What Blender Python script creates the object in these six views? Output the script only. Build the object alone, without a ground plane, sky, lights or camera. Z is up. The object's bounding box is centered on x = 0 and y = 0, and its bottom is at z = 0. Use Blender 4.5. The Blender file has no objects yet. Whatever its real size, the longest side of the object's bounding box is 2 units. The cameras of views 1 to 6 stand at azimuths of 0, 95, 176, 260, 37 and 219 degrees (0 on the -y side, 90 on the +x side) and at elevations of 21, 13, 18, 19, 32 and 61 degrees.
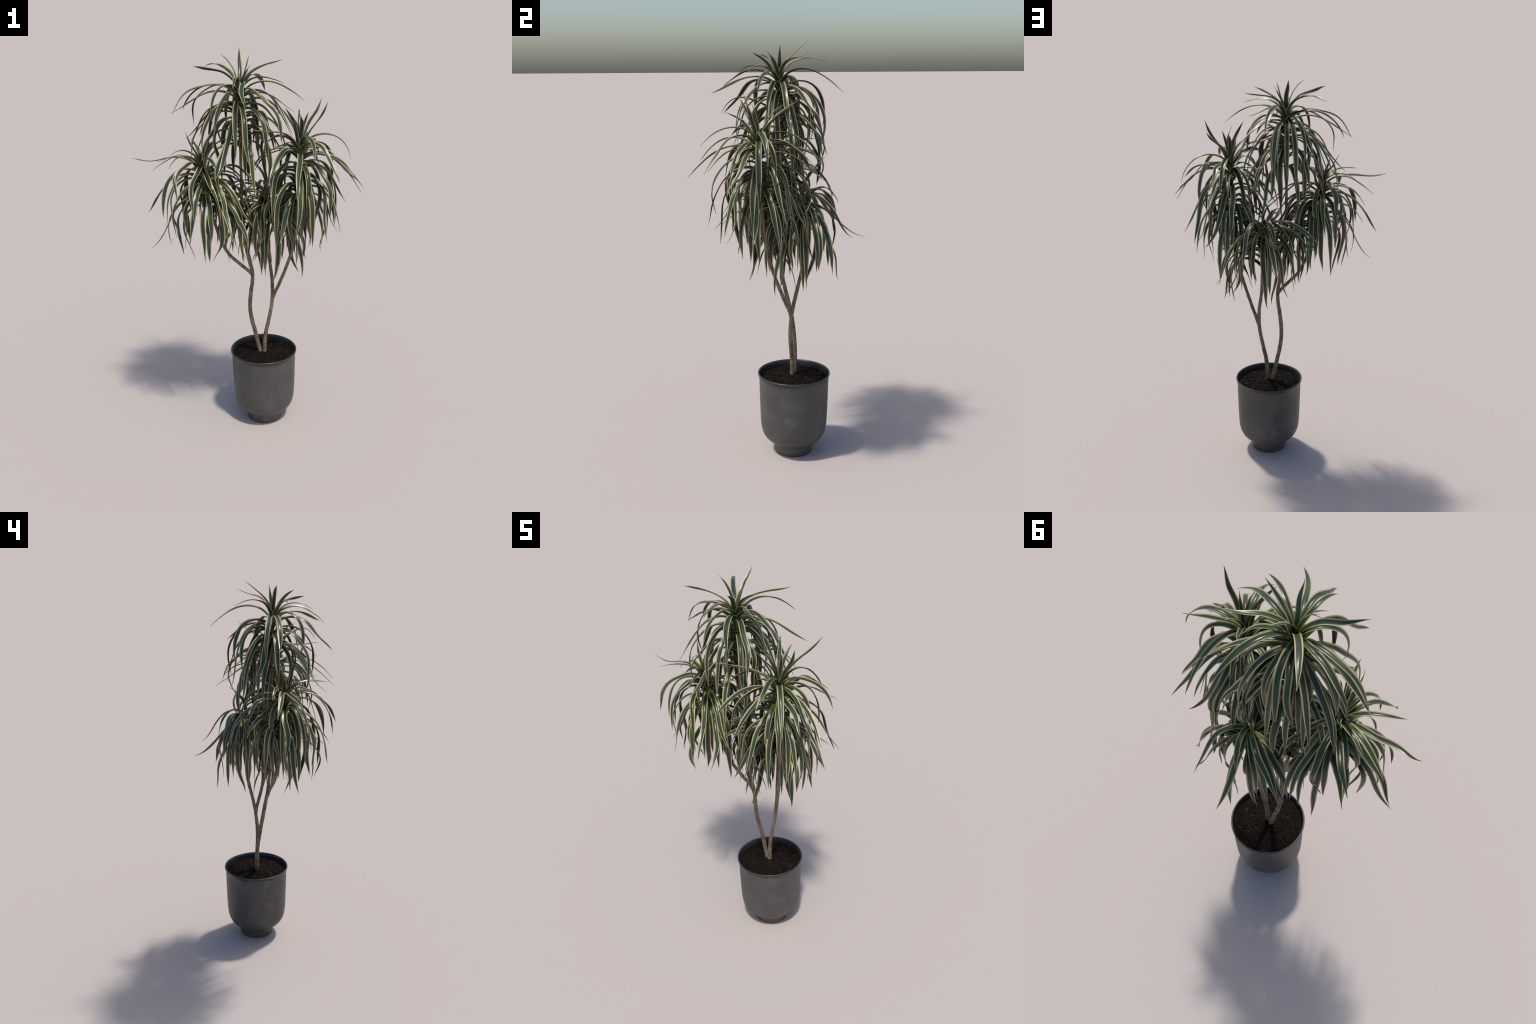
# A potted, branching dragon tree: four rosettes of arching cream-edged leaves on
# two slim trunks, in a round dark pot on a narrow foot.
import bpy, bmesh, math, random
from mathutils import Vector, Matrix, noise

rng = random.Random(7)
POT = Vector((0.0672, 0.0700, 0.0))          # axis of the pot
SOIL_Z = 0.386

# ------------------------------------------------------------------ materials
def material(name, rough=0.5, spec=0.5):
    m = bpy.data.materials.new(name)
    m.use_nodes = True
    nt = m.node_tree
    b = nt.nodes["Principled BSDF"]
    b.inputs["Roughness"].default_value = rough
    b.inputs["Specular IOR Level"].default_value = spec
    return m, nt, b

def node(nt, kind, **kw):
    n = nt.nodes.new(kind)
    for k, v in kw.items():
        if k in n.inputs.keys():
            n.inputs[k].default_value = v
        else:
            setattr(n, k, v)
    return n

def coords(nt, scale=(1, 1, 1), out="Object"):
    tc = node(nt, "ShaderNodeTexCoord")
    mp = node(nt, "ShaderNodeMapping")
    mp.inputs["Scale"].default_value = scale
    nt.links.new(tc.outputs[out], mp.inputs["Vector"])
    return mp.outputs["Vector"]

def tex_noise(nt, vec, scale, detail=4, rough=0.6):
    n = node(nt, "ShaderNodeTexNoise")
    n.inputs["Scale"].default_value = scale
    n.inputs["Detail"].default_value = detail
    n.inputs["Roughness"].default_value = rough
    nt.links.new(vec, n.inputs["Vector"])
    return n.outputs["Fac"]

def ramp(nt, fac, *stops):
    r = node(nt, "ShaderNodeValToRGB")
    e = r.color_ramp.elements
    while len(e) < len(stops):
        e.new(0.5)
    for el, (p, c) in zip(e, stops):
        el.position = p
        el.color = (*c, 1) if len(c) == 3 else c
    nt.links.new(fac, r.inputs["Fac"])
    return r.outputs["Color"]

def mix(nt, fac, a, b, blend="MIX"):
    m = node(nt, "ShaderNodeMix", data_type="RGBA", blend_type=blend)
    for sock, v in ((m.inputs[0], fac), (m.inputs[6], a), (m.inputs[7], b)):
        if hasattr(v, "is_linked"):
            nt.links.new(v, sock)
        elif isinstance(v, (int, float)):
            sock.default_value = v
        else:
            sock.default_value = (*v, 1)
    return m.outputs[2]

def bump(nt, b, height, strength, dist):
    n = node(nt, "ShaderNodeBump")
    n.inputs["Strength"].default_value = strength
    n.inputs["Distance"].default_value = dist
    nt.links.new(height, n.inputs["Height"])
    nt.links.new(n.outputs["Normal"], b.inputs["Normal"])

def leaf_material(name, near, far, streak, rough, spec=0.5):
    """Colour runs from the sheath (leaf origin) outward; fine streaks run along the blade
    (each leaf object's local y axis lies across its blade)."""
    m, nt, b = material(name, rough, spec)
    tc = node(nt, "ShaderNodeTexCoord")
    ln = node(nt, "ShaderNodeVectorMath", operation="LENGTH")
    nt.links.new(tc.outputs["Object"], ln.inputs[0])
    along = ramp(nt, ln.outputs["Value"], (0.02, near), (0.13, far))
    info = node(nt, "ShaderNodeObjectInfo")
    v = coords(nt, (5, 420, 5))
    add = node(nt, "ShaderNodeVectorMath", operation="ADD")
    nt.links.new(v, add.inputs[0])
    nt.links.new(info.outputs["Random"], add.inputs[1])
    lines = tex_noise(nt, add.outputs[0], 1.0, 3, 0.6)
    lo = tuple(c * (1 - streak) for c in (1, 1, 1))
    hi = tuple(c * (1 + streak) for c in (1, 1, 1))
    streaks = ramp(nt, lines, (0.3, lo), (0.7, hi))
    c = mix(nt, 1.0, along, streaks, "MULTIPLY")
    flush = tex_noise(nt, tc.outputs["Object"], 9, 2)
    c = mix(nt, ramp(nt, flush, (0.52, (0, 0, 0)), (0.72, (0.34, 0.34, 0.34))), c, near)
    vary = ramp(nt, info.outputs["Random"], (0, (0.86, 0.88, 0.9)), (1, (1.14, 1.12, 1.05)))
    c = mix(nt, 1.0, c, vary, "MULTIPLY")
    nt.links.new(c, b.inputs["Base Color"])
    bump(nt, b, lines, 0.35, 0.0008)
    return m

LEAF_MATS = [
    leaf_material("leaf_green", (0.044, 0.088, 0.016), (0.027, 0.040, 0.025), 0.28, 0.31, 0.42),
    leaf_material("leaf_cream_margin", (0.26, 0.27, 0.10), (0.37, 0.35, 0.165), 0.16, 0.40, 0.4),
    leaf_material("leaf_red_edge", (0.30, 0.20, 0.10), (0.33, 0.20, 0.12), 0.15, 0.4),
    leaf_material("leaf_green_underside", (0.036, 0.062, 0.020), (0.027, 0.042, 0.026), 0.18, 0.42, 0.35),
    leaf_material("leaf_margin_underside", (0.22, 0.21, 0.10), (0.28, 0.26, 0.14), 0.12, 0.45, 0.35),
    leaf_material("leaf_dry_tip", (0.22, 0.13, 0.07), (0.24, 0.14, 0.08), 0.2, 0.5, 0.3),
    leaf_material("leaf_olive_line", (0.11, 0.15, 0.045), (0.135, 0.15, 0.072), 0.35, 0.36, 0.45),
]
GREEN, CREAM, RED, GREEN_U, CREAM_U, TIP, OLIVE = range(7)

def bark_material():
    m, nt, b = material("bark", 0.75, 0.3)
    v = coords(nt)
    big = tex_noise(nt, v, 26, 5)
    c = ramp(nt, big, (0.32, (0.10, 0.072, 0.046)), (0.5, (0.185, 0.138, 0.090)), (0.70, (0.255, 0.20, 0.14)))
    rings = tex_noise(nt, coords(nt, (45, 45, 190)), 1.0, 5, 0.7)
    c = mix(nt, 1.0, c, ramp(nt, rings, (0.34, (0.55, 0.52, 0.50)), (0.5, (1, 1, 1)), (0.75, (1.18, 1.15, 1.1))), "MULTIPLY")
    spots = tex_noise(nt, v, 150, 2)
    c = mix(nt, ramp(nt, spots, (0.60, (0, 0, 0)), (0.70, (0.6, 0.6, 0.6))), c, (0.06, 0.042, 0.03))
    nt.links.new(c, b.inputs["Base Color"])
    bump(nt, b, rings, 0.6, 0.002)
    return m

def pot_material():
    m, nt, b = material("dark_pot", 0.46, 0.5)
    v = coords(nt)
    cloud = tex_noise(nt, v, 9, 6, 0.65)
    c = ramp(nt, cloud, (0.3, (0.050, 0.0465, 0.0445)), (0.52, (0.063, 0.059, 0.056)), (0.75, (0.077, 0.072, 0.068)))
    patch = tex_noise(nt, v, 13, 7, 0.72)
    where = tex_noise(nt, v, 4.6, 1)
    mask = node(nt, "ShaderNodeMath", operation="MULTIPLY")
    nt.links.new(ramp(nt, patch, (0.48, (0, 0, 0)), (0.68, (1, 1, 1))), mask.inputs[0])
    nt.links.new(ramp(nt, where, (0.42, (0, 0, 0)), (0.58, (0.6, 0.6, 0.6))), mask.inputs[1])
    c = mix(nt, mask.outputs[0], c, (0.15, 0.148, 0.148))
    scratch = tex_noise(nt, coords(nt, (60, 60, 14)), 1.0, 3, 0.7)
    c = mix(nt, ramp(nt, scratch, (0.64, (0, 0, 0)), (0.74, (0.22, 0.22, 0.22))), c, (0.2, 0.2, 0.2))
    dots = tex_noise(nt, v, 240, 2)
    c = mix(nt, ramp(nt, dots, (0.70, (0, 0, 0)), (0.76, (0.35, 0.35, 0.35))), c, (0.22, 0.21, 0.2))
    nt.links.new(c, b.inputs["Base Color"])
    fine = tex_noise(nt, v, 90, 4)
    bump(nt, b, fine, 0.12, 0.001)
    return m

def rim_material():
    m, nt, b = material("pot_rim_glaze", 0.36, 0.5)
    c = ramp(nt, tex_noise(nt, coords(nt), 30, 4), (0.3, (0.020, 0.023, 0.026)), (0.7, (0.029, 0.033, 0.037)))
    nt.links.new(c, b.inputs["Base Color"])
    return m

def soil_material(name, stops):
    m, nt, b = material(name, 0.95, 0.1)
    v = coords(nt)
    c = ramp(nt, tex_noise(nt, v, 75, 6, 0.7), *stops)
    c = mix(nt, ramp(nt, tex_noise(nt, v, 210, 2), (0.68, (0, 0, 0)), (0.76, (0.4, 0.4, 0.4))), c, (0.07, 0.045, 0.025))
    nt.links.new(c, b.inputs["Base Color"])
    bump(nt, b, tex_noise(nt, v, 160, 5, 0.7), 0.7, 0.004)
    return m

BARK, POTM, RIM = bark_material(), pot_material(), rim_material()
SOIL = soil_material("potting_soil", ((0.35, (0.005, 0.0038, 0.0028)), (0.55, (0.011, 0.0075, 0.005)), (0.78, (0.026, 0.017, 0.011))))
CHIP = soil_material("wood_chip", ((0.3, (0.025, 0.016, 0.010)), (0.6, (0.05, 0.031, 0.018)), (0.8, (0.09, 0.058, 0.034))))
STRAW = soil_material("straw", ((0.3, (0.12, 0.09, 0.05)), (0.7, (0.24, 0.19, 0.11))))

# ------------------------------------------------------------------ helpers
def new_object(name, mesh, parent, loc=(0, 0, 0), rot_z=0.0):
    o = bpy.data.objects.new(name, mesh)
    bpy.context.scene.collection.objects.link(o)
    o.parent = parent
    o.location = loc
    o.rotation_euler = (0, 0, rot_z)
    return o

def mesh_from(name, verts, faces, mats, face_mats=None, smooth=True):
    me = bpy.data.meshes.new(name)
    me.from_pydata(verts, [], faces)
    for m in mats:
        me.materials.append(m)
    if face_mats:
        me.polygons.foreach_set("material_index", face_mats)
    me.polygons.foreach_set("use_smooth", [smooth] * len(me.polygons))
    me.update()
    return me

def lathe(profile, steps=128):
    verts, faces = [], []
    n = len(profile)
    for i in range(steps):
        a = math.tau * i / steps
        verts += [(r * math.cos(a), r * math.sin(a), z) for r, z in profile]
    for i in range(steps):
        j = (i + 1) % steps
        faces += [(i * n + k, j * n + k, j * n + k + 1, i * n + k + 1) for k in range(n - 1)]
    return verts, faces, n

def catmull(points, per=8):
    p = [Vector(q) for q in points]
    p = [2 * p[0] - p[1]] + p + [2 * p[-1] - p[-2]]
    out = []
    for i in range(1, len(p) - 2):
        a, b, c, d = p[i - 1:i + 3]
        for k in range(per):
            t = k / per
            out.append(0.5 * (2 * b + (c - a) * t + (2 * a - 5 * b + 4 * c - d) * t * t + (3 * b - a - 3 * c + d) * t ** 3))
    out.append(p[-2])
    return out

def tube(path, radii, sides=14, ring=0.008, seed=0):
    """Round stem along a path (x, y, z, with radii at the path's points), with a faint ring
    at every old leaf scar."""
    pts = catmull([(*q, 0)[:3] for q in path], 10)
    n = len(pts)
    verts, faces, run = [], [], 0.0
    side = Vector((1, 0, 0))
    for i, p in enumerate(pts):
        t = (pts[min(i + 1, n - 1)] - pts[max(i - 1, 0)]).normalized()
        side = (side - t * side.dot(t)).normalized()
        up = t.cross(side)
        if i:
            run += (p - pts[i - 1]).length
        f = i / (n - 1) * (len(radii) - 1)
        k = min(int(f), len(radii) - 2)
        r0 = radii[k] + (radii[k + 1] - radii[k]) * (f - k)
        for s in range(sides):
            a = math.tau * s / sides
            d = side * math.cos(a) + up * math.sin(a)
            w = 0.13 * noise.noise(p * 38 + d * 0.8 + Vector((seed, 0, 0))) + 0.04 * noise.noise(p * 130 + d * 2)
            scar = 0.05 * (0.5 + 0.5 * math.cos(run / ring * math.tau + a))
            verts.append(p + d * r0 * (1 + w + scar))
    for i in range(n - 1):
        for s in range(sides):
            q = (s + 1) % sides
            faces.append((i * sides + s, i * sides + q, (i + 1) * sides + q, (i + 1) * sides + s))
    faces.append(tuple(range(sides))[::-1])
    faces.append(tuple((n - 1) * sides + s for s in range(sides)))
    return verts, faces

# ------------------------------------------------------------------ the plant and its pot
plant = bpy.data.objects.new("potted_plant", None)
bpy.context.scene.collection.objects.link(plant)
plant.location = POT
plant["label"] = "potted dragon tree with four drooping rosettes of cream-edged leaves"
plant["category"] = "potted plant"

def local(v):
    return Vector(v) - POT

# pot: straight foot, rounded belly, slightly flaring wall, rolled lip
foot = [(0.0, 0.004), (0.086, 0.004), (0.0895, 0.0), (0.0912, 0.002), (0.0915, 0.018), (0.0902, 0.036), (0.0905, 0.047)]
belly = [(0.0945, 0.0495), (0.104, 0.053), (0.120, 0.0615), (0.135, 0.074), (0.147, 0.089), (0.156, 0.108), (0.1612, 0.130), (0.1640, 0.155)]
wall = [(0.1660, 0.20), (0.1680, 0.26), (0.1695, 0.32), (0.1702, 0.36), (0.1708, 0.380), (0.1722, 0.393)]
lip = [(0.1750, 0.4005), (0.1770, 0.4050), (0.1776, 0.4095), (0.1766, 0.4132), (0.1738, 0.4146), (0.1708, 0.4128), (0.1685, 0.407)]
inside = [(0.1668, 0.395), (0.1655, 0.375), (0.1640, 0.345)]
profile = foot + belly + wall + lip + inside
v, f, n = lathe(profile)
first_rim = len(foot) + len(belly) + len(wall) - 1
mats = [1 if (i % (n - 1)) >= first_rim else 0 for i in range(len(f))]
pot = new_object("pot", mesh_from("pot", v, f, [POTM, RIM], mats), plant)

# soil: a lumpy disc with crumbs, bark chips and a few straws
def soil_height(x, y):
    p = Vector((x, y, 0))
    h = 0.006 * noise.noise(p * 14) + 0.004 * noise.noise(p * 45) + 0.0022 * noise.noise(p * 130)
    mound = 0.003 * (1 - (x * x + y * y) / 0.0272) + 0.018 * math.exp(-((x + 0.008) ** 2 + (y + 0.004) ** 2) / (2 * 0.045 ** 2))
    return SOIL_Z - 0.003 + mound + h

sv, sf = [], []
RN, SN, SR = 64, 160, 0.1650
for i in range(RN + 1):
    r = SR * i / RN
    for s in range(SN):
        a = math.tau * s / SN
        x, y = r * math.cos(a), r * math.sin(a)
        sv.append((x, y, soil_height(x, y)))
for i in range(RN):
    for s in range(SN):
        q = (s + 1) % SN
        sf.append((i * SN + s, (i + 1) * SN + s, (i + 1) * SN + q, i * SN + q))
soil = new_object("soil", mesh_from("soil", sv, sf, [SOIL]), plant)

def scatter(name, count, mat, size, stretch, flat):
    verts, faces = [], []
    for _ in range(count):
        r, a = SR * 0.95 * math.sqrt(rng.random()), rng.random() * math.tau
        x, y = r * math.cos(a), r * math.sin(a)
        s = size * rng.uniform(0.5, 1.4)
        bm = bmesh.new()
        bmesh.ops.create_icosphere(bm, subdivisions=1, radius=1)
        rot = Matrix.Rotation(rng.random() * math.tau, 4, "Z") @ Matrix.Rotation(rng.uniform(-0.3, 0.3), 4, "X")
        sc = Matrix.Diagonal((s * stretch * rng.uniform(0.7, 1.3), s, s * flat, 1))
        base = len(verts)
        for vert in bm.verts:
            p = vert.co * rng.uniform(0.85, 1.12)
            p = rot @ (sc @ p)
            verts.append((p.x + x, p.y + y, p.z + soil_height(x, y) + s * flat * 0.35))
        faces += [tuple(base + w.index for w in face.verts) for face in bm.faces]
        bm.free()
    o = new_object(name, mesh_from(name, verts, faces, [mat], smooth=False), soil)
    o["kind"] = "stuff"

scatter("soil_crumb", 900, SOIL, 0.0030, 1.2, 0.8)
scatter("wood_chip", 75, CHIP, 0.0032, 1.5, 0.6)
scatter("straw", 16, STRAW, 0.0011, 5.0, 0.8)

# two trunks rise from one spot and fork once each
TRUNK_A = [(0.056, 0.070, 0.36), (0.052, 0.070, 0.390), (0.044, 0.071, 0.42), (0.037, 0.072, 0.45), (0.023, 0.072, 0.52), (0.009, 0.068, 0.58), (0.001, 0.060, 0.64),
           (0.000, 0.050, 0.70), (0.006, 0.037, 0.76), (0.014, 0.024, 0.82), (0.016, 0.012, 0.88), (0.004, 0.007, 0.95),
           (-0.014, 0.005, 1.05), (-0.024, 0.005, 1.15), (-0.030, 0.004, 1.25), (-0.029, 0.002, 1.40), (-0.030, 0.001, 1.55)]
LIMB_A = [(0.017, 0.014, 0.845), (0.010, 0.006, 0.878), (-0.041, 0.000, 0.93), (-0.092, -0.005, 0.98), (-0.132, -0.013, 1.05), (-0.163, -0.021, 1.15), (-0.182, -0.024, 1.22)]
TRUNK_B = [(0.070, 0.061, 0.36), (0.072, 0.061, 0.390), (0.073, 0.063, 0.42), (0.074, 0.062, 0.45), (0.082, 0.059, 0.52), (0.095, 0.055, 0.58), (0.107, 0.055, 0.64),
           (0.116, 0.059, 0.70), (0.119, 0.068, 0.76), (0.117, 0.081, 0.82), (0.110, 0.095, 0.88), (0.105, 0.110, 0.95), (0.104, 0.114, 1.02)]
LIMB_B = [(0.117, 0.060, 0.705), (0.128, 0.053, 0.74), (0.150, 0.031, 0.80), (0.178, 0.003, 0.88), (0.203, -0.021, 0.96), (0.226, -0.041, 1.05),
          (0.236, -0.055, 1.15), (0.246, -0.070, 1.28)]
for name, path, radii, seed in (("trunk", TRUNK_A, (0.0112, 0.0108, 0.0102, 0.0100, 0.0086, 0.0074, 0.0068), 1),
                                ("trunk", TRUNK_B, (0.0116, 0.0106, 0.0098, 0.0092, 0.0086, 0.0076), 2),
                                ("branch", LIMB_A, (0.0086, 0.0084, 0.0080, 0.0070), 3),
                                ("branch", LIMB_B, (0.0088, 0.0084, 0.0078, 0.0068), 4)):
    tv, tf = tube([local(p) for p in path], radii, seed=seed)
    new_object(name, mesh_from(name, tv, tf, [BARK]), plant)

# ------------------------------------------------------------------ leaves
SEG = 26
def leaf_mesh(launch, middle, tip, swing, length, flick, flick_side, wide, margin, seed):
    """One strap leaf, built from its sheath at the origin and heading along +x. The blade's
    slope runs from launch through middle to tip; it swings sideways a little, is folded to
    a shallow gutter, widest before its middle, and wavers toward a long point."""
    r = random.Random(seed)
    roll_end, wav, ph = r.gauss(0, 0.5), r.uniform(0.0, 0.16), r.random() * 6
    e, g = margin + 0.055, margin - 0.055
    cols = (-1.0, -0.94, -e, -g, -0.3, 0.0, 0.3, g, e, 0.94, 1.0)
    strips = (RED, CREAM, OLIVE, GREEN, GREEN, GREEN, GREEN, OLIVE, CREAM, RED)
    turn = 0.42
    def aim(s):
        slope = launch * (1 - s) * (1 - 2 * s) + middle * 4 * s * (1 - s) + tip * s * (2 * s - 1)
        head = swing * s * s
        if s > turn:                       # the limp outer half snakes a little
            w = math.sin(math.tau * (s - turn) / (1 - turn))
            slope += flick * w
            head += flick_side * w
        return slope, head
    pos = Vector((0, 0, 0))
    top, low = [], []
    for i in range(SEG + 1):
        s = i / SEG
        slope, head = aim(s)
        if i:
            sl, hd = aim((i - 0.5) / SEG)
            pos = pos + Vector((math.cos(sl) * math.cos(hd), math.cos(sl) * math.sin(hd), math.sin(sl))) * (length / SEG)
        t = Vector((math.cos(slope) * math.cos(head), math.cos(slope) * math.sin(head), math.sin(slope)))
        w = Vector((-math.sin(head), math.cos(head), 0))
        roll = roll_end * s * s + wav * math.sin(9 * s + ph)
        w = w * math.cos(roll) + t.cross(w) * math.sin(roll)
        nrm = t.cross(w)
        grow = 0.84 + 0.16 * math.sin(min(1, s / 0.42) * math.pi / 2)
        taper = 1 if s < 0.54 else max(0.0, 1 - ((s - 0.54) / 0.46) ** 1.9)
        half = max(0.0007, 0.5 * wide * grow * taper)
        fold = 0.34 * (1 - s) ** 2 + 0.26
        thick = 0.0016 * (1 - 0.4 * s)
        for u in cols:
            h = fold * half * (abs(u) ** 1.4) + (0.04 * half * math.sin(17 * s + ph) * u if abs(u) > 0.5 else 0)
            c = pos + w * (u * half * (1 - 0.08 * fold)) + nrm * h
            top.append(c)
            low.append(c - nrm * thick * (1.1 - 0.7 * abs(u)))
    k = len(cols)
    off = len(top)
    faces, fm = [], []
    for i in range(SEG):
        for j in range(k - 1):
            a, b = i * k + j, i * k + j + 1
            c, d = (i + 1) * k + j + 1, (i + 1) * k + j
            end = i >= SEG - 1
            faces.append((a, d, c, b)); fm.append(TIP if end else strips[j])
            faces.append((off + a, off + b, off + c, off + d))
            fm.append(TIP if end else {GREEN: GREEN_U, CREAM: CREAM_U, RED: RED, OLIVE: GREEN_U}[strips[j]])
        for j, flip in ((0, False), (k - 1, True)):
            a, d = i * k + j, (i + 1) * k + j
            q = (a, off + a, off + d, d)
            faces.append(q[::-1] if flip else q); fm.append(RED)
    e = SEG * k
    faces.append(tuple(e + j for j in range(k)) + tuple(off + e + j for j in reversed(range(k)))); fm.append(TIP)
    faces.append(tuple(reversed(range(k))) + tuple(off + j for j in range(k))); fm.append(CREAM)
    return mesh_from("leaf", top + low, faces, LEAF_MATS, fm)

def crown(low_point, apex, leaves, seed):
    """A rosette on the stem between low_point and apex. Each leaf: height of its base (mm),
    compass heading, sideways swing, slope at launch, middle and tip (degrees), length (mm),
    and how far its outer half snakes up-down and sideways (degrees)."""
    lo, hi = Vector(low_point), Vector(apex)
    core = [lo + (hi - lo) * t for t in (0, 0.25, 0.5, 0.75, 0.92, 1.0)]
    cv, cf = tube([local(p) for p in core], (0.0072, 0.0078, 0.0085, 0.0090, 0.0085, 0.004), ring=0.011, seed=seed)
    stem = new_object("leaf_crown", mesh_from("leaf_crown", cv, cf, [BARK]), plant)
    add_leaves(stem, lo, hi, leaves, seed)
    return stem, lo, hi, seed + 50

def add_leaves(stem, lo, hi, leaves, seed):
    r = random.Random(seed)
    for i, (z, az, swing, launch, middle, tip, length, flick, flick_side) in enumerate(leaves):
        t = (z / 1000 - lo.z) / (hi.z - lo.z)
        c = lo + (hi - lo) * min(max(t, -0.3), 1.02)
        c.z = z / 1000
        a = math.radians(az)
        c += Vector((math.cos(a), math.sin(a), 0)) * 0.006
        young = min(1, max(0, (length - 200) / 130))
        wide = (0.0190 + 0.0084 * young) * r.uniform(0.92, 1.08)
        me = leaf_mesh(math.radians(launch), math.radians(middle), math.radians(tip), math.radians(swing),
                       length / 1000, math.radians(flick), math.radians(flick_side), wide, r.uniform(0.58, 0.72), seed * 1000 + i)
        new_object("leaf", me, stem, local(c), a)

# the tallest rosette
spot = crown((-0.03, 0.001, 1.55), (-0.025, -0.008, 1.815), [
    (1814, 31, 9, 83, 16, 17, 299, -2, 10), (1808, 134, -16, 78, 13, -12, 327, 3, -1), (1807, 278, -7, 59, -11, -52, 322, -5, -15),
    (1798, 207, 2, 80, 27, 6, 292, -7, -9), (1796, 163, -11, 53, -40, -89, 385, 11, 0), (1793, 323, 16, 79, 11, -22, 280, -1, -2),
    (1792, 257, 15, 84, 16, -47, 257, -2, 6), (1791, 177, -8, 48, -20, -58, 396, 9, 1), (1789, 62, 18, 75, -13, -40, 387, 0, 0),
    (1786, 85, 13, 111, 50, 44, 266, 0, 6), (1786, 342, 6, 97, 41, 20, 242, -2, 1), (1784, 101, -11, 29, -70, -67, 443, 0, -3),
    (1783, 224, -7, 82, -45, -118, 368, -4, 5), (1783, 12, 17, 47, -51, -56, 386, -2, -2), (1782, 344, 9, 69, -9, -41, 363, -1, -6),
    (1778, 291, 33, 62, -15, -9, 376, 0, 0), (1778, 164, -1, 54, -15, -70, 363, 0, -4), (1775, 186, -7, 90, 72, 32, 234, 0, 0),
    (1774, 294, 0, 85, 53, 23, 222, 0, 10), (1772, 320, -28, 54, -47, -55, 394, 13, 15), (1772, 35, 2, 34, -26, -31, 361, -2, -6),
    (1769, 352, -24, 70, -37, -88, 306, 0, 0), (1768, 5, 10, 88, 79, 65, 212, -7, 0), (1760, 181, -22, 56, -20, -28, 375, -3, 0),
    (1759, 246, 6, 70, -29, -49, 388, -10, -13), (1756, 88, -8, 55, -70, -100, 386, -6, -4), (1753, 70, 4, 49, -56, -100, 427, 4, -1),
    (1744, 105, 25, 79, -38, -105, 400, -3, 5), (1741, 65, 57, 29, -55, -75, 377, 1, -5), (1740, 353, 3, 54, -41, -71, 354, -4, -1),
    (1738, 261, 28, 54, -56, -95, 399, 2, -1), (1735, 158, -19, 23, -43, -25, 387, -2, 7), (1730, 61, -6, 59, -63, -100, 365, -8, 5),
    (1725, 177, -7, 39, -59, -58, 351, -2, 3), (1722, 115, 57, 76, -38, -81, 363, -6, -16), (1714, 176, 2, 52, -45, -73, 367, -7, -1),
    (1714, 277, 16, 55, -60, -58, 391, -6, -6), (1712, 359, -16, 72, -37, -67, 264, -3, 0), (1707, 313, 2, 51, -63, -80, 382, -3, -9),
    (1706, 139, -6, 49, -36, -61, 375, 0, -2), (1694, 253, -27, 19, -59, -26, 394, -3, -9), (1693, 164, -29, 35, -54, -66, 434, 12, -3),
    (1674, 140, -33, 62, -50, -83, 425, -5, -6), (1654, 137, -38, 21, -83, -67, 348, 0, 2), (1643, 297, 2, 48, 10, -57, 347, 10, 3),
    (1629, 120, -2, 50, -56, -78, 376, 1, -11), (1627, 49, 2, 49, -40, -71, 380, 5, 10), (1621, 67, 35, 54, -55, -113, 418, 10, -16),
    (1574, 52, 0, 49, -21, -67, 357, 6, -6)], seed=11)
# its older leaves, hanging close around the stem
add_leaves(*spot[:3], [
    (1730, 147, 22, 48, -87, -98, 399, -7, 5), (1730, 218, -8, 57, -56, -70, 406, 12, 14), (1730, 23, 25, 38, -59, -54, 379, 9, -7),
    (1720, 35, -8, 26, -84, -70, 384, -8, -16), (1690, 339, 9, 51, -79, -88, 377, -18, 5), (1689, 86, -9, 47, -87, -76, 379, 3, -5),
    (1677, 281, -3, 41, -87, -71, 380, -11, 0), (1675, 209, 18, 35, -87, -95, 407, -12, -1), (1672, 359, 11, 40, -57, -88, 415, -2, 9),
    (1661, 221, 1, 52, -61, -79, 411, 20, -2), (1638, 69, 25, 25, -97, -91, 398, -1, 4), (1635, 316, 2, 39, -68, -98, 416, 4, 1),
    (1608, 182, -10, 42, -53, -70, 343, -11, 15), (1608, 22, -10, 48, -61, -87, 400, 8, -12), (1599, 350, 17, 30, -77, -60, 373, -5, -5),
    (1591, 239, 6, 26, -59, -90, 381, 15, -4), (1551, 161, -7, 42, -60, -81, 373, -1, -1), (1549, 42, 8, 36, -66, -66, 345, -8, 3),
    (1544, 102, 10, 38, -62, -96, 360, 6, -5), (1543, 200, 18, 36, -52, -55, 344, -14, 3), (1543, 288, 1, 59, -53, -86, 398, -7, -9)], spot[3])

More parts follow.
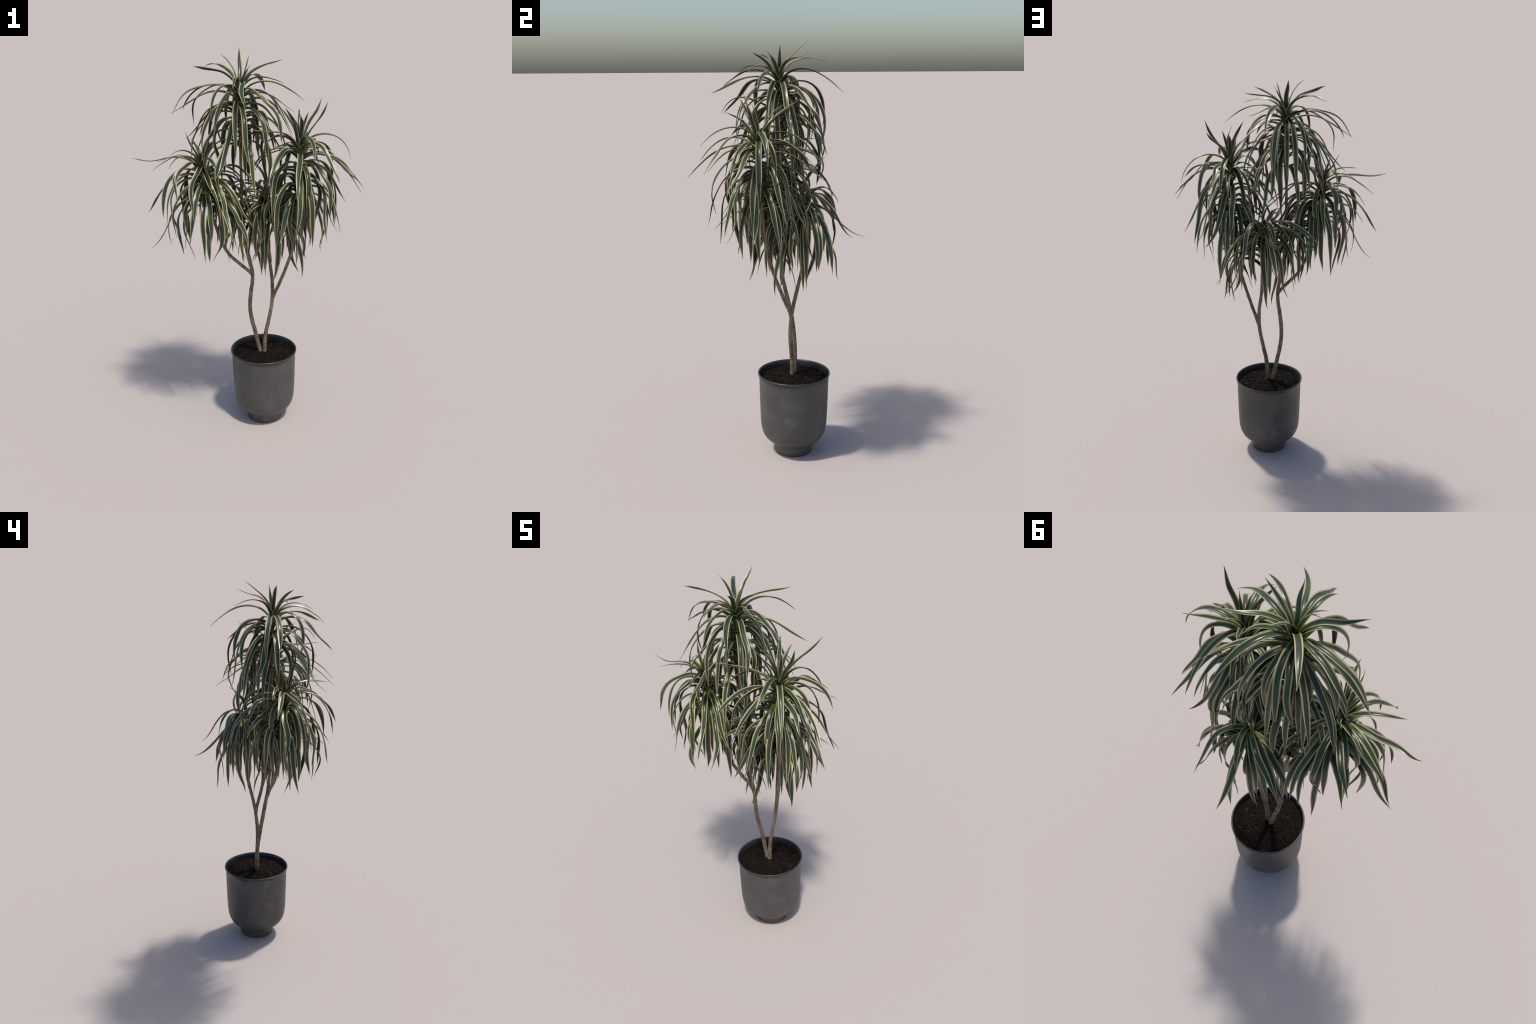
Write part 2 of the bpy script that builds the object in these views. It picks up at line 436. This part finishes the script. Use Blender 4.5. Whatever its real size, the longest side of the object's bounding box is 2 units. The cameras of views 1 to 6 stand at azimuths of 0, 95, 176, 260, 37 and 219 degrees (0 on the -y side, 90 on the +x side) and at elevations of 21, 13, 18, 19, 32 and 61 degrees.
# the rosette leaning to the front right
spot = crown((0.24, -0.058, 1.18), (0.257, -0.077, 1.555), [
    (1553, 8, 21, 57, -19, -80, 337, 1, 9), (1553, 58, 2, 74, 35, 44, 296, -1, -6), (1548, 79, -1, 61, -25, -63, 357, -2, -1),
    (1536, 335, 6, 74, 57, 66, 272, -5, 11), (1532, 113, 49, 24, -76, -72, 353, 5, 2), (1532, 5, -1, 56, -79, -104, 391, 6, 5),
    (1531, 335, 5, 44, -34, -41, 354, -13, -2), (1530, 286, -13, 89, -4, -47, 330, 1, 5), (1525, 122, 0, 92, 44, 31, 278, -1, 0),
    (1525, 225, -23, 69, 22, 3, 354, -8, -13), (1525, 58, 26, 56, -20, -46, 315, -6, 16), (1524, 308, -2, 73, -27, -64, 370, -10, 0),
    (1524, 249, -39, 98, 58, 49, 272, -6, 5), (1521, 286, -57, 87, 71, 46, 238, -3, 10), (1518, 92, -6, 92, 65, 26, 237, -2, 1),
    (1514, 24, 21, 78, -46, -101, 350, -5, 5), (1510, 242, 19, 68, 72, 29, 225, -4, -3), (1508, 229, 14, 58, -39, -77, 339, 4, -13),
    (1507, 333, -18, 83, 84, 54, 223, -3, 3), (1504, 111, 10, 60, -27, -72, 330, -5, 8), (1503, 337, 11, 42, -36, -52, 385, 5, -11),
    (1503, 268, -11, 45, -27, -43, 384, 0, -4), (1503, 163, 0, 54, -42, -82, 388, 3, -1), (1502, 126, 11, 53, -29, -48, 364, 6, 6),
    (1494, 204, 42, 93, 17, -48, 316, 2, 4), (1494, 348, -27, 46, -31, -42, 377, -3, 6), (1490, 241, 4, 68, -11, -52, 393, 0, 0),
    (1484, 139, 9, 53, -31, -44, 363, 9, -6), (1479, 66, 9, 45, -24, -36, 368, -6, 2), (1475, 318, 10, 53, -9, -42, 351, 4, 11),
    (1472, 304, -26, 39, -51, -104, 412, 8, 19), (1466, 71, -39, -17, -59, -32, 396, -4, -2), (1456, 225, 5, 56, -59, -87, 381, -7, -4),
    (1452, 286, -26, 46, -83, -106, 407, -3, -11), (1451, 28, 3, 29, -51, -51, 387, -5, -3), (1442, 181, -33, 29, -66, -53, 408, 6, -1),
    (1440, 84, 7, 56, 5, -75, 345, -4, 1), (1431, 37, 26, 58, -56, -72, 452, -11, 0), (1431, 52, -7, 40, -70, -66, 399, -5, -14),
    (1426, 270, -35, 33, -58, -66, 410, 1, 13), (1420, 156, -12, 34, -63, -59, 391, -9, 4), (1419, 281, -1, 58, -83, -95, 371, -2, -10),
    (1412, 317, -4, 50, -93, -84, 393, -3, -3), (1403, 317, -57, -1, -99, -80, 354, 7, 1), (1392, 355, 5, 13, -73, -41, 356, -1, 10),
    (1390, 322, -45, 56, -77, -52, 418, -9, 4), (1368, 290, -21, 49, -68, -85, 415, -6, 3), (1367, 324, -2, 48, -50, -79, 384, -6, 1),
    (1359, 324, -5, -13, -77, -83, 360, 9, 1), (1355, 232, 4, 52, -64, -86, 389, -5, -6), (1348, 108, -25, 22, -80, -55, 414, 6, 8),
    (1330, 17, 57, 42, -58, -67, 368, -1, -4), (1310, 27, 23, 26, -62, -89, 344, 3, 8), (1307, 180, -32, 33, -63, -58, 412, -5, 0),
    (1305, 253, -34, 51, -89, -98, 414, -3, -4), (1287, 247, 2, 49, -45, -44, 334, -6, -1), (1190, 206, 32, -7, -82, -49, 354, -2, -2)], seed=12)
# its older leaves, hanging close around the stem
add_leaves(*spot[:3], [
    (1433, 92, 6, 40, -57, -114, 406, 13, -20), (1432, 357, -21, 52, -68, -86, 398, -3, -13), (1399, 206, -5, 56, -84, -87, 445, 3, 2),
    (1374, 126, 7, 63, -87, -101, 398, -10, 0), (1366, 88, -5, 27, -54, -104, 381, -7, 8), (1357, 185, 22, 36, -99, -93, 366, 8, 6),
    (1342, 113, 17, 46, -32, -109, 346, 10, -7), (1335, 128, -6, 35, -57, -83, 383, 8, -5), (1323, 65, 24, 42, -97, -106, 388, 3, -13),
    (1321, 123, 13, 31, -94, -76, 409, -12, -2), (1309, 178, 14, 29, -92, -90, 374, 3, 7), (1305, 81, -3, 39, -64, -73, 438, -8, -1),
    (1302, 212, -41, 49, -62, -81, 436, -21, 1), (1291, 142, -2, 30, -64, -81, 391, 7, -12), (1270, 357, -19, 51, -84, -84, 350, 8, -8),
    (1270, 96, -19, 25, -93, -88, 350, -9, 5), (1268, 122, -19, 40, -76, -81, 421, -3, 9), (1264, 172, -14, 14, -72, -46, 417, 10, -11),
    (1263, 209, -19, 30, -82, -66, 389, 17, 1), (1254, 236, -2, 25, -69, -86, 321, -15, -22), (1253, 65, 0, 31, -66, -96, 389, -5, 0),
    (1250, 161, 1, 43, -93, -75, 391, -21, 2)], spot[3])

# the rosette on the left branch
spot = crown((-0.182, -0.024, 1.22), (-0.222, -0.032, 1.455), [
    (1457, 294, -11, 64, 2, -5, 267, 1, 0), (1446, 269, 24, 95, 24, 8, 221, 3, 2), (1443, 208, 4, 82, 8, -7, 261, 0, 0),
    (1437, 175, 17, 63, -3, 22, 354, -4, 16), (1436, 160, 0, 67, -10, -50, 314, -9, 3), (1424, 305, 26, 74, 72, 67, 196, -9, 2),
    (1424, 282, 51, 32, -46, -81, 379, 3, 10), (1422, 71, 12, 79, 24, -2, 264, 3, -1), (1421, 351, 0, 58, -46, -100, 369, 3, 11),
    (1416, 163, -30, 85, 66, 50, 222, -8, 3), (1413, 238, 35, 86, -23, -63, 377, 2, -29), (1413, 103, -33, 73, -35, -113, 390, 18, 14),
    (1412, 137, -14, 56, -92, -97, 374, -3, -3), (1408, 69, -25, 68, -79, -86, 341, 13, 24), (1404, 116, 19, 96, 57, 24, 216, -3, -4),
    (1402, 218, 18, 87, 71, 38, 197, -5, -3), (1398, 198, -1, 49, -65, -72, 380, 4, 1), (1397, 1, -13, 53, -15, -75, 366, -17, -6),
    (1385, 125, 25, 57, 2, -60, 344, 4, -5), (1382, 167, 5, 46, -42, -53, 394, -2, 21), (1382, 194, 57, 83, -45, -87, 403, -2, -5),
    (1380, 333, -25, 28, -77, -92, 400, 8, -7), (1377, 86, 12, 51, -31, -75, 378, -4, -9), (1376, 321, 28, 46, -49, -46, 388, -4, -6),
    (1375, 303, -12, 46, -62, -80, 420, 1, -6), (1372, 191, -3, 49, -77, -109, 425, -1, 10), (1370, 163, 2, 57, -89, -92, 371, -6, 5),
    (1369, 261, 14, 104, -31, -85, 445, -2, -28), (1362, 143, 20, 102, 34, -52, 316, -1, 3), (1362, 110, 7, 57, -61, -102, 369, -8, 8),
    (1352, 259, -53, 44, -60, -71, 394, 1, 6), (1349, 43, -7, 54, -84, -93, 381, 0, -5), (1326, 91, 33, 56, -23, -83, 379, 5, -7),
    (1324, 145, -7, 44, -85, -90, 412, 0, 0), (1320, 138, -3, 51, -64, -84, 384, -8, 1), (1318, 274, 57, 44, -62, -108, 399, -2, -15),
    (1317, 299, 28, 17, -89, -108, 424, 12, -4), (1308, 92, -40, 25, -90, -97, 388, 4, 4), (1304, 71, 18, 49, -56, -67, 413, 1, 7),
    (1301, 265, -25, 36, -75, -103, 424, -13, 1), (1298, 122, 31, 54, 4, -60, 348, -2, 12), (1295, 106, -10, 43, -72, -69, 416, 4, -5),
    (1293, 182, 1, 31, -60, -31, 420, -1, -5), (1290, 314, -3, 47, -52, -91, 406, 3, 4), (1265, 296, -9, 49, -26, -60, 368, -3, -1),
    (1263, 190, -1, 51, -52, -104, 381, 1, 1), (1255, 182, -24, 50, -75, -98, 393, 0, 3), (1245, 191, 50, 39, -90, -107, 389, -1, 0),
    (1191, 315, -37, 45, -15, -48, 369, -6, 2)], seed=13)
# its older leaves, hanging close around the stem
add_leaves(*spot[:3], [
    (1385, 28, -13, 41, -37, -99, 365, -14, -1), (1380, 75, -16, 32, -79, -80, 404, 2, 0), (1369, 1, 21, 59, -58, -89, 446, 11, -10),
    (1367, 49, -8, 48, -52, -89, 425, -11, 6), (1358, 11, 15, 45, -70, -87, 446, -16, 6), (1345, 3, 12, 21, -88, -110, 350, -7, 18),
    (1334, 219, -11, 65, -61, -89, 389, 8, -8), (1323, 309, 6, 51, -89, -101, 364, -12, 16), (1316, 350, 12, 49, -54, -79, 400, -3, -13),
    (1313, 28, 18, 60, -46, -78, 389, 8, 0), (1305, 224, 6, 43, -70, -89, 361, -19, 10), (1283, 337, -4, 60, -74, -90, 422, 3, -10),
    (1277, 39, -5, 44, -64, -87, 385, 6, -6), (1273, 72, -25, 36, -76, -50, 363, 14, -4), (1265, 6, -9, 44, -87, -105, 389, -5, -8),
    (1257, 7, 16, 50, -47, -96, 369, 5, -2), (1241, 354, 25, 37, -79, -76, 395, 8, 0), (1224, 333, -12, 33, -66, -82, 366, -6, -7),
    (1224, 25, -2, 37, -80, -48, 407, 6, 9), (1219, 356, -15, 38, -51, -106, 412, 5, 6), (1209, 32, 17, 49, -56, -77, 412, 15, -9),
    (1207, 53, -1, 45, -69, -96, 379, -12, 5), (1202, 267, 4, 52, -57, -105, 360, 15, 0), (1194, 6, 6, 29, -61, -104, 427, 24, 6)], spot[3])

# the low rosette at the back
spot = crown((0.104, 0.114, 1.02), (0.092, 0.118, 1.265), [
    (1269, 150, -4, 47, -24, -64, 356, -4, 3), (1263, 336, 1, 58, -53, -101, 367, 0, 3), (1263, 138, 34, 54, -12, -49, 346, -5, 8),
    (1260, 102, -7, 1, -44, -5, 336, 0, 0), (1259, 57, -9, 8, -86, -87, 326, 9, 1), (1253, 99, 29, 119, -29, -74, 285, 2, 6),
    (1249, 144, -21, 115, 54, 31, 280, -8, 1), (1247, 153, 4, 51, -29, -24, 329, -6, -2), (1246, 164, -3, 51, -46, -75, 373, 5, 3),
    (1246, 174, 3, 58, -60, -99, 369, -4, 2), (1237, 45, -38, 5, -60, -49, 383, 0, 11), (1226, 44, 57, 118, -43, -30, 394, 2, 11),
    (1221, 131, 8, 111, -46, -72, 386, 8, 10), (1211, 23, -26, 66, -61, -38, 414, 10, 19), (1208, 83, 57, -12, -75, -63, 374, 11, -1),
    (1190, 253, -26, 57, 24, -16, 315, 3, -2), (1181, 18, 3, 54, -46, -85, 384, -3, -1), (1176, 124, 57, 45, -78, -49, 355, 0, -3),
    (1175, 272, -38, 46, -60, -60, 403, 7, 1), (1169, 248, -3, 53, 23, -6, 318, -4, -10), (1166, 141, -38, 4, -104, -82, 359, 6, -1),
    (1159, 254, 34, 48, -5, -55, 365, 0, 2), (1152, 266, 24, 24, -103, -93, 388, -7, 2), (1149, 254, -3, 42, 23, -28, 362, 1, 2),
    (1141, 6, 3, 50, -67, -67, 387, 4, 2), (1137, 112, -51, 21, -100, -83, 256, 5, -3), (1135, 303, 0, 51, -7, -66, 358, -3, -4),
    (1131, 215, -3, 56, -79, -93, 374, -4, -4), (1126, 287, -57, 51, -55, -67, 435, -6, 9), (1100, 2, -1, 57, -69, -99, 374, -2, 4),
    (1076, 258, 4, 55, -46, -77, 353, -1, 11)], seed=14)
# its older leaves, hanging close around the stem
add_leaves(*spot[:3], [
    (1226, 200, -1, 53, -52, -88, 389, 2, -10), (1224, 259, -2, 54, -88, -75, 423, 4, -1), (1224, 295, -6, 65, -67, -80, 419, 3, -22),
    (1218, 257, -5, 55, -52, -95, 431, 11, -6), (1213, 6, -7, 46, -82, -69, 389, -1, -3), (1212, 223, -17, 38, -48, -99, 361, 8, 1),
    (1209, 145, 25, 51, -65, -74, 352, -2, -5), (1206, 323, -9, 35, -76, -70, 336, -5, 3), (1205, 100, -27, 67, -82, -79, 398, -1, 10),
    (1202, 316, 11, 55, -43, -91, 379, 10, -2), (1198, 347, -10, 49, -57, -82, 405, 24, 12), (1198, 208, -2, 51, -78, -112, 360, -10, -5),
    (1183, 350, 1, 39, -90, -115, 343, -15, -14), (1177, 31, -18, 43, -76, -74, 315, 2, 2), (1173, 288, 22, 32, -62, -99, 354, -11, -2),
    (1170, 173, 15, 47, -71, -90, 377, -17, 2), (1149, 255, -23, 70, -86, -79, 387, 1, 5), (1147, 239, 12, 45, -54, -85, 370, 6, 9),
    (1143, 311, -1, 63, -55, -87, 407, 7, 0), (1136, 326, -6, 23, -73, -51, 357, -9, -8), (1132, 335, -22, 44, -59, -99, 380, 12, 8),
    (1132, 206, -2, 45, -50, -97, 398, 16, 1), (1131, 265, -10, 35, -77, -92, 375, 13, -6), (1056, 326, -13, 48, -51, -101, 380, -6, 1)], spot[3])
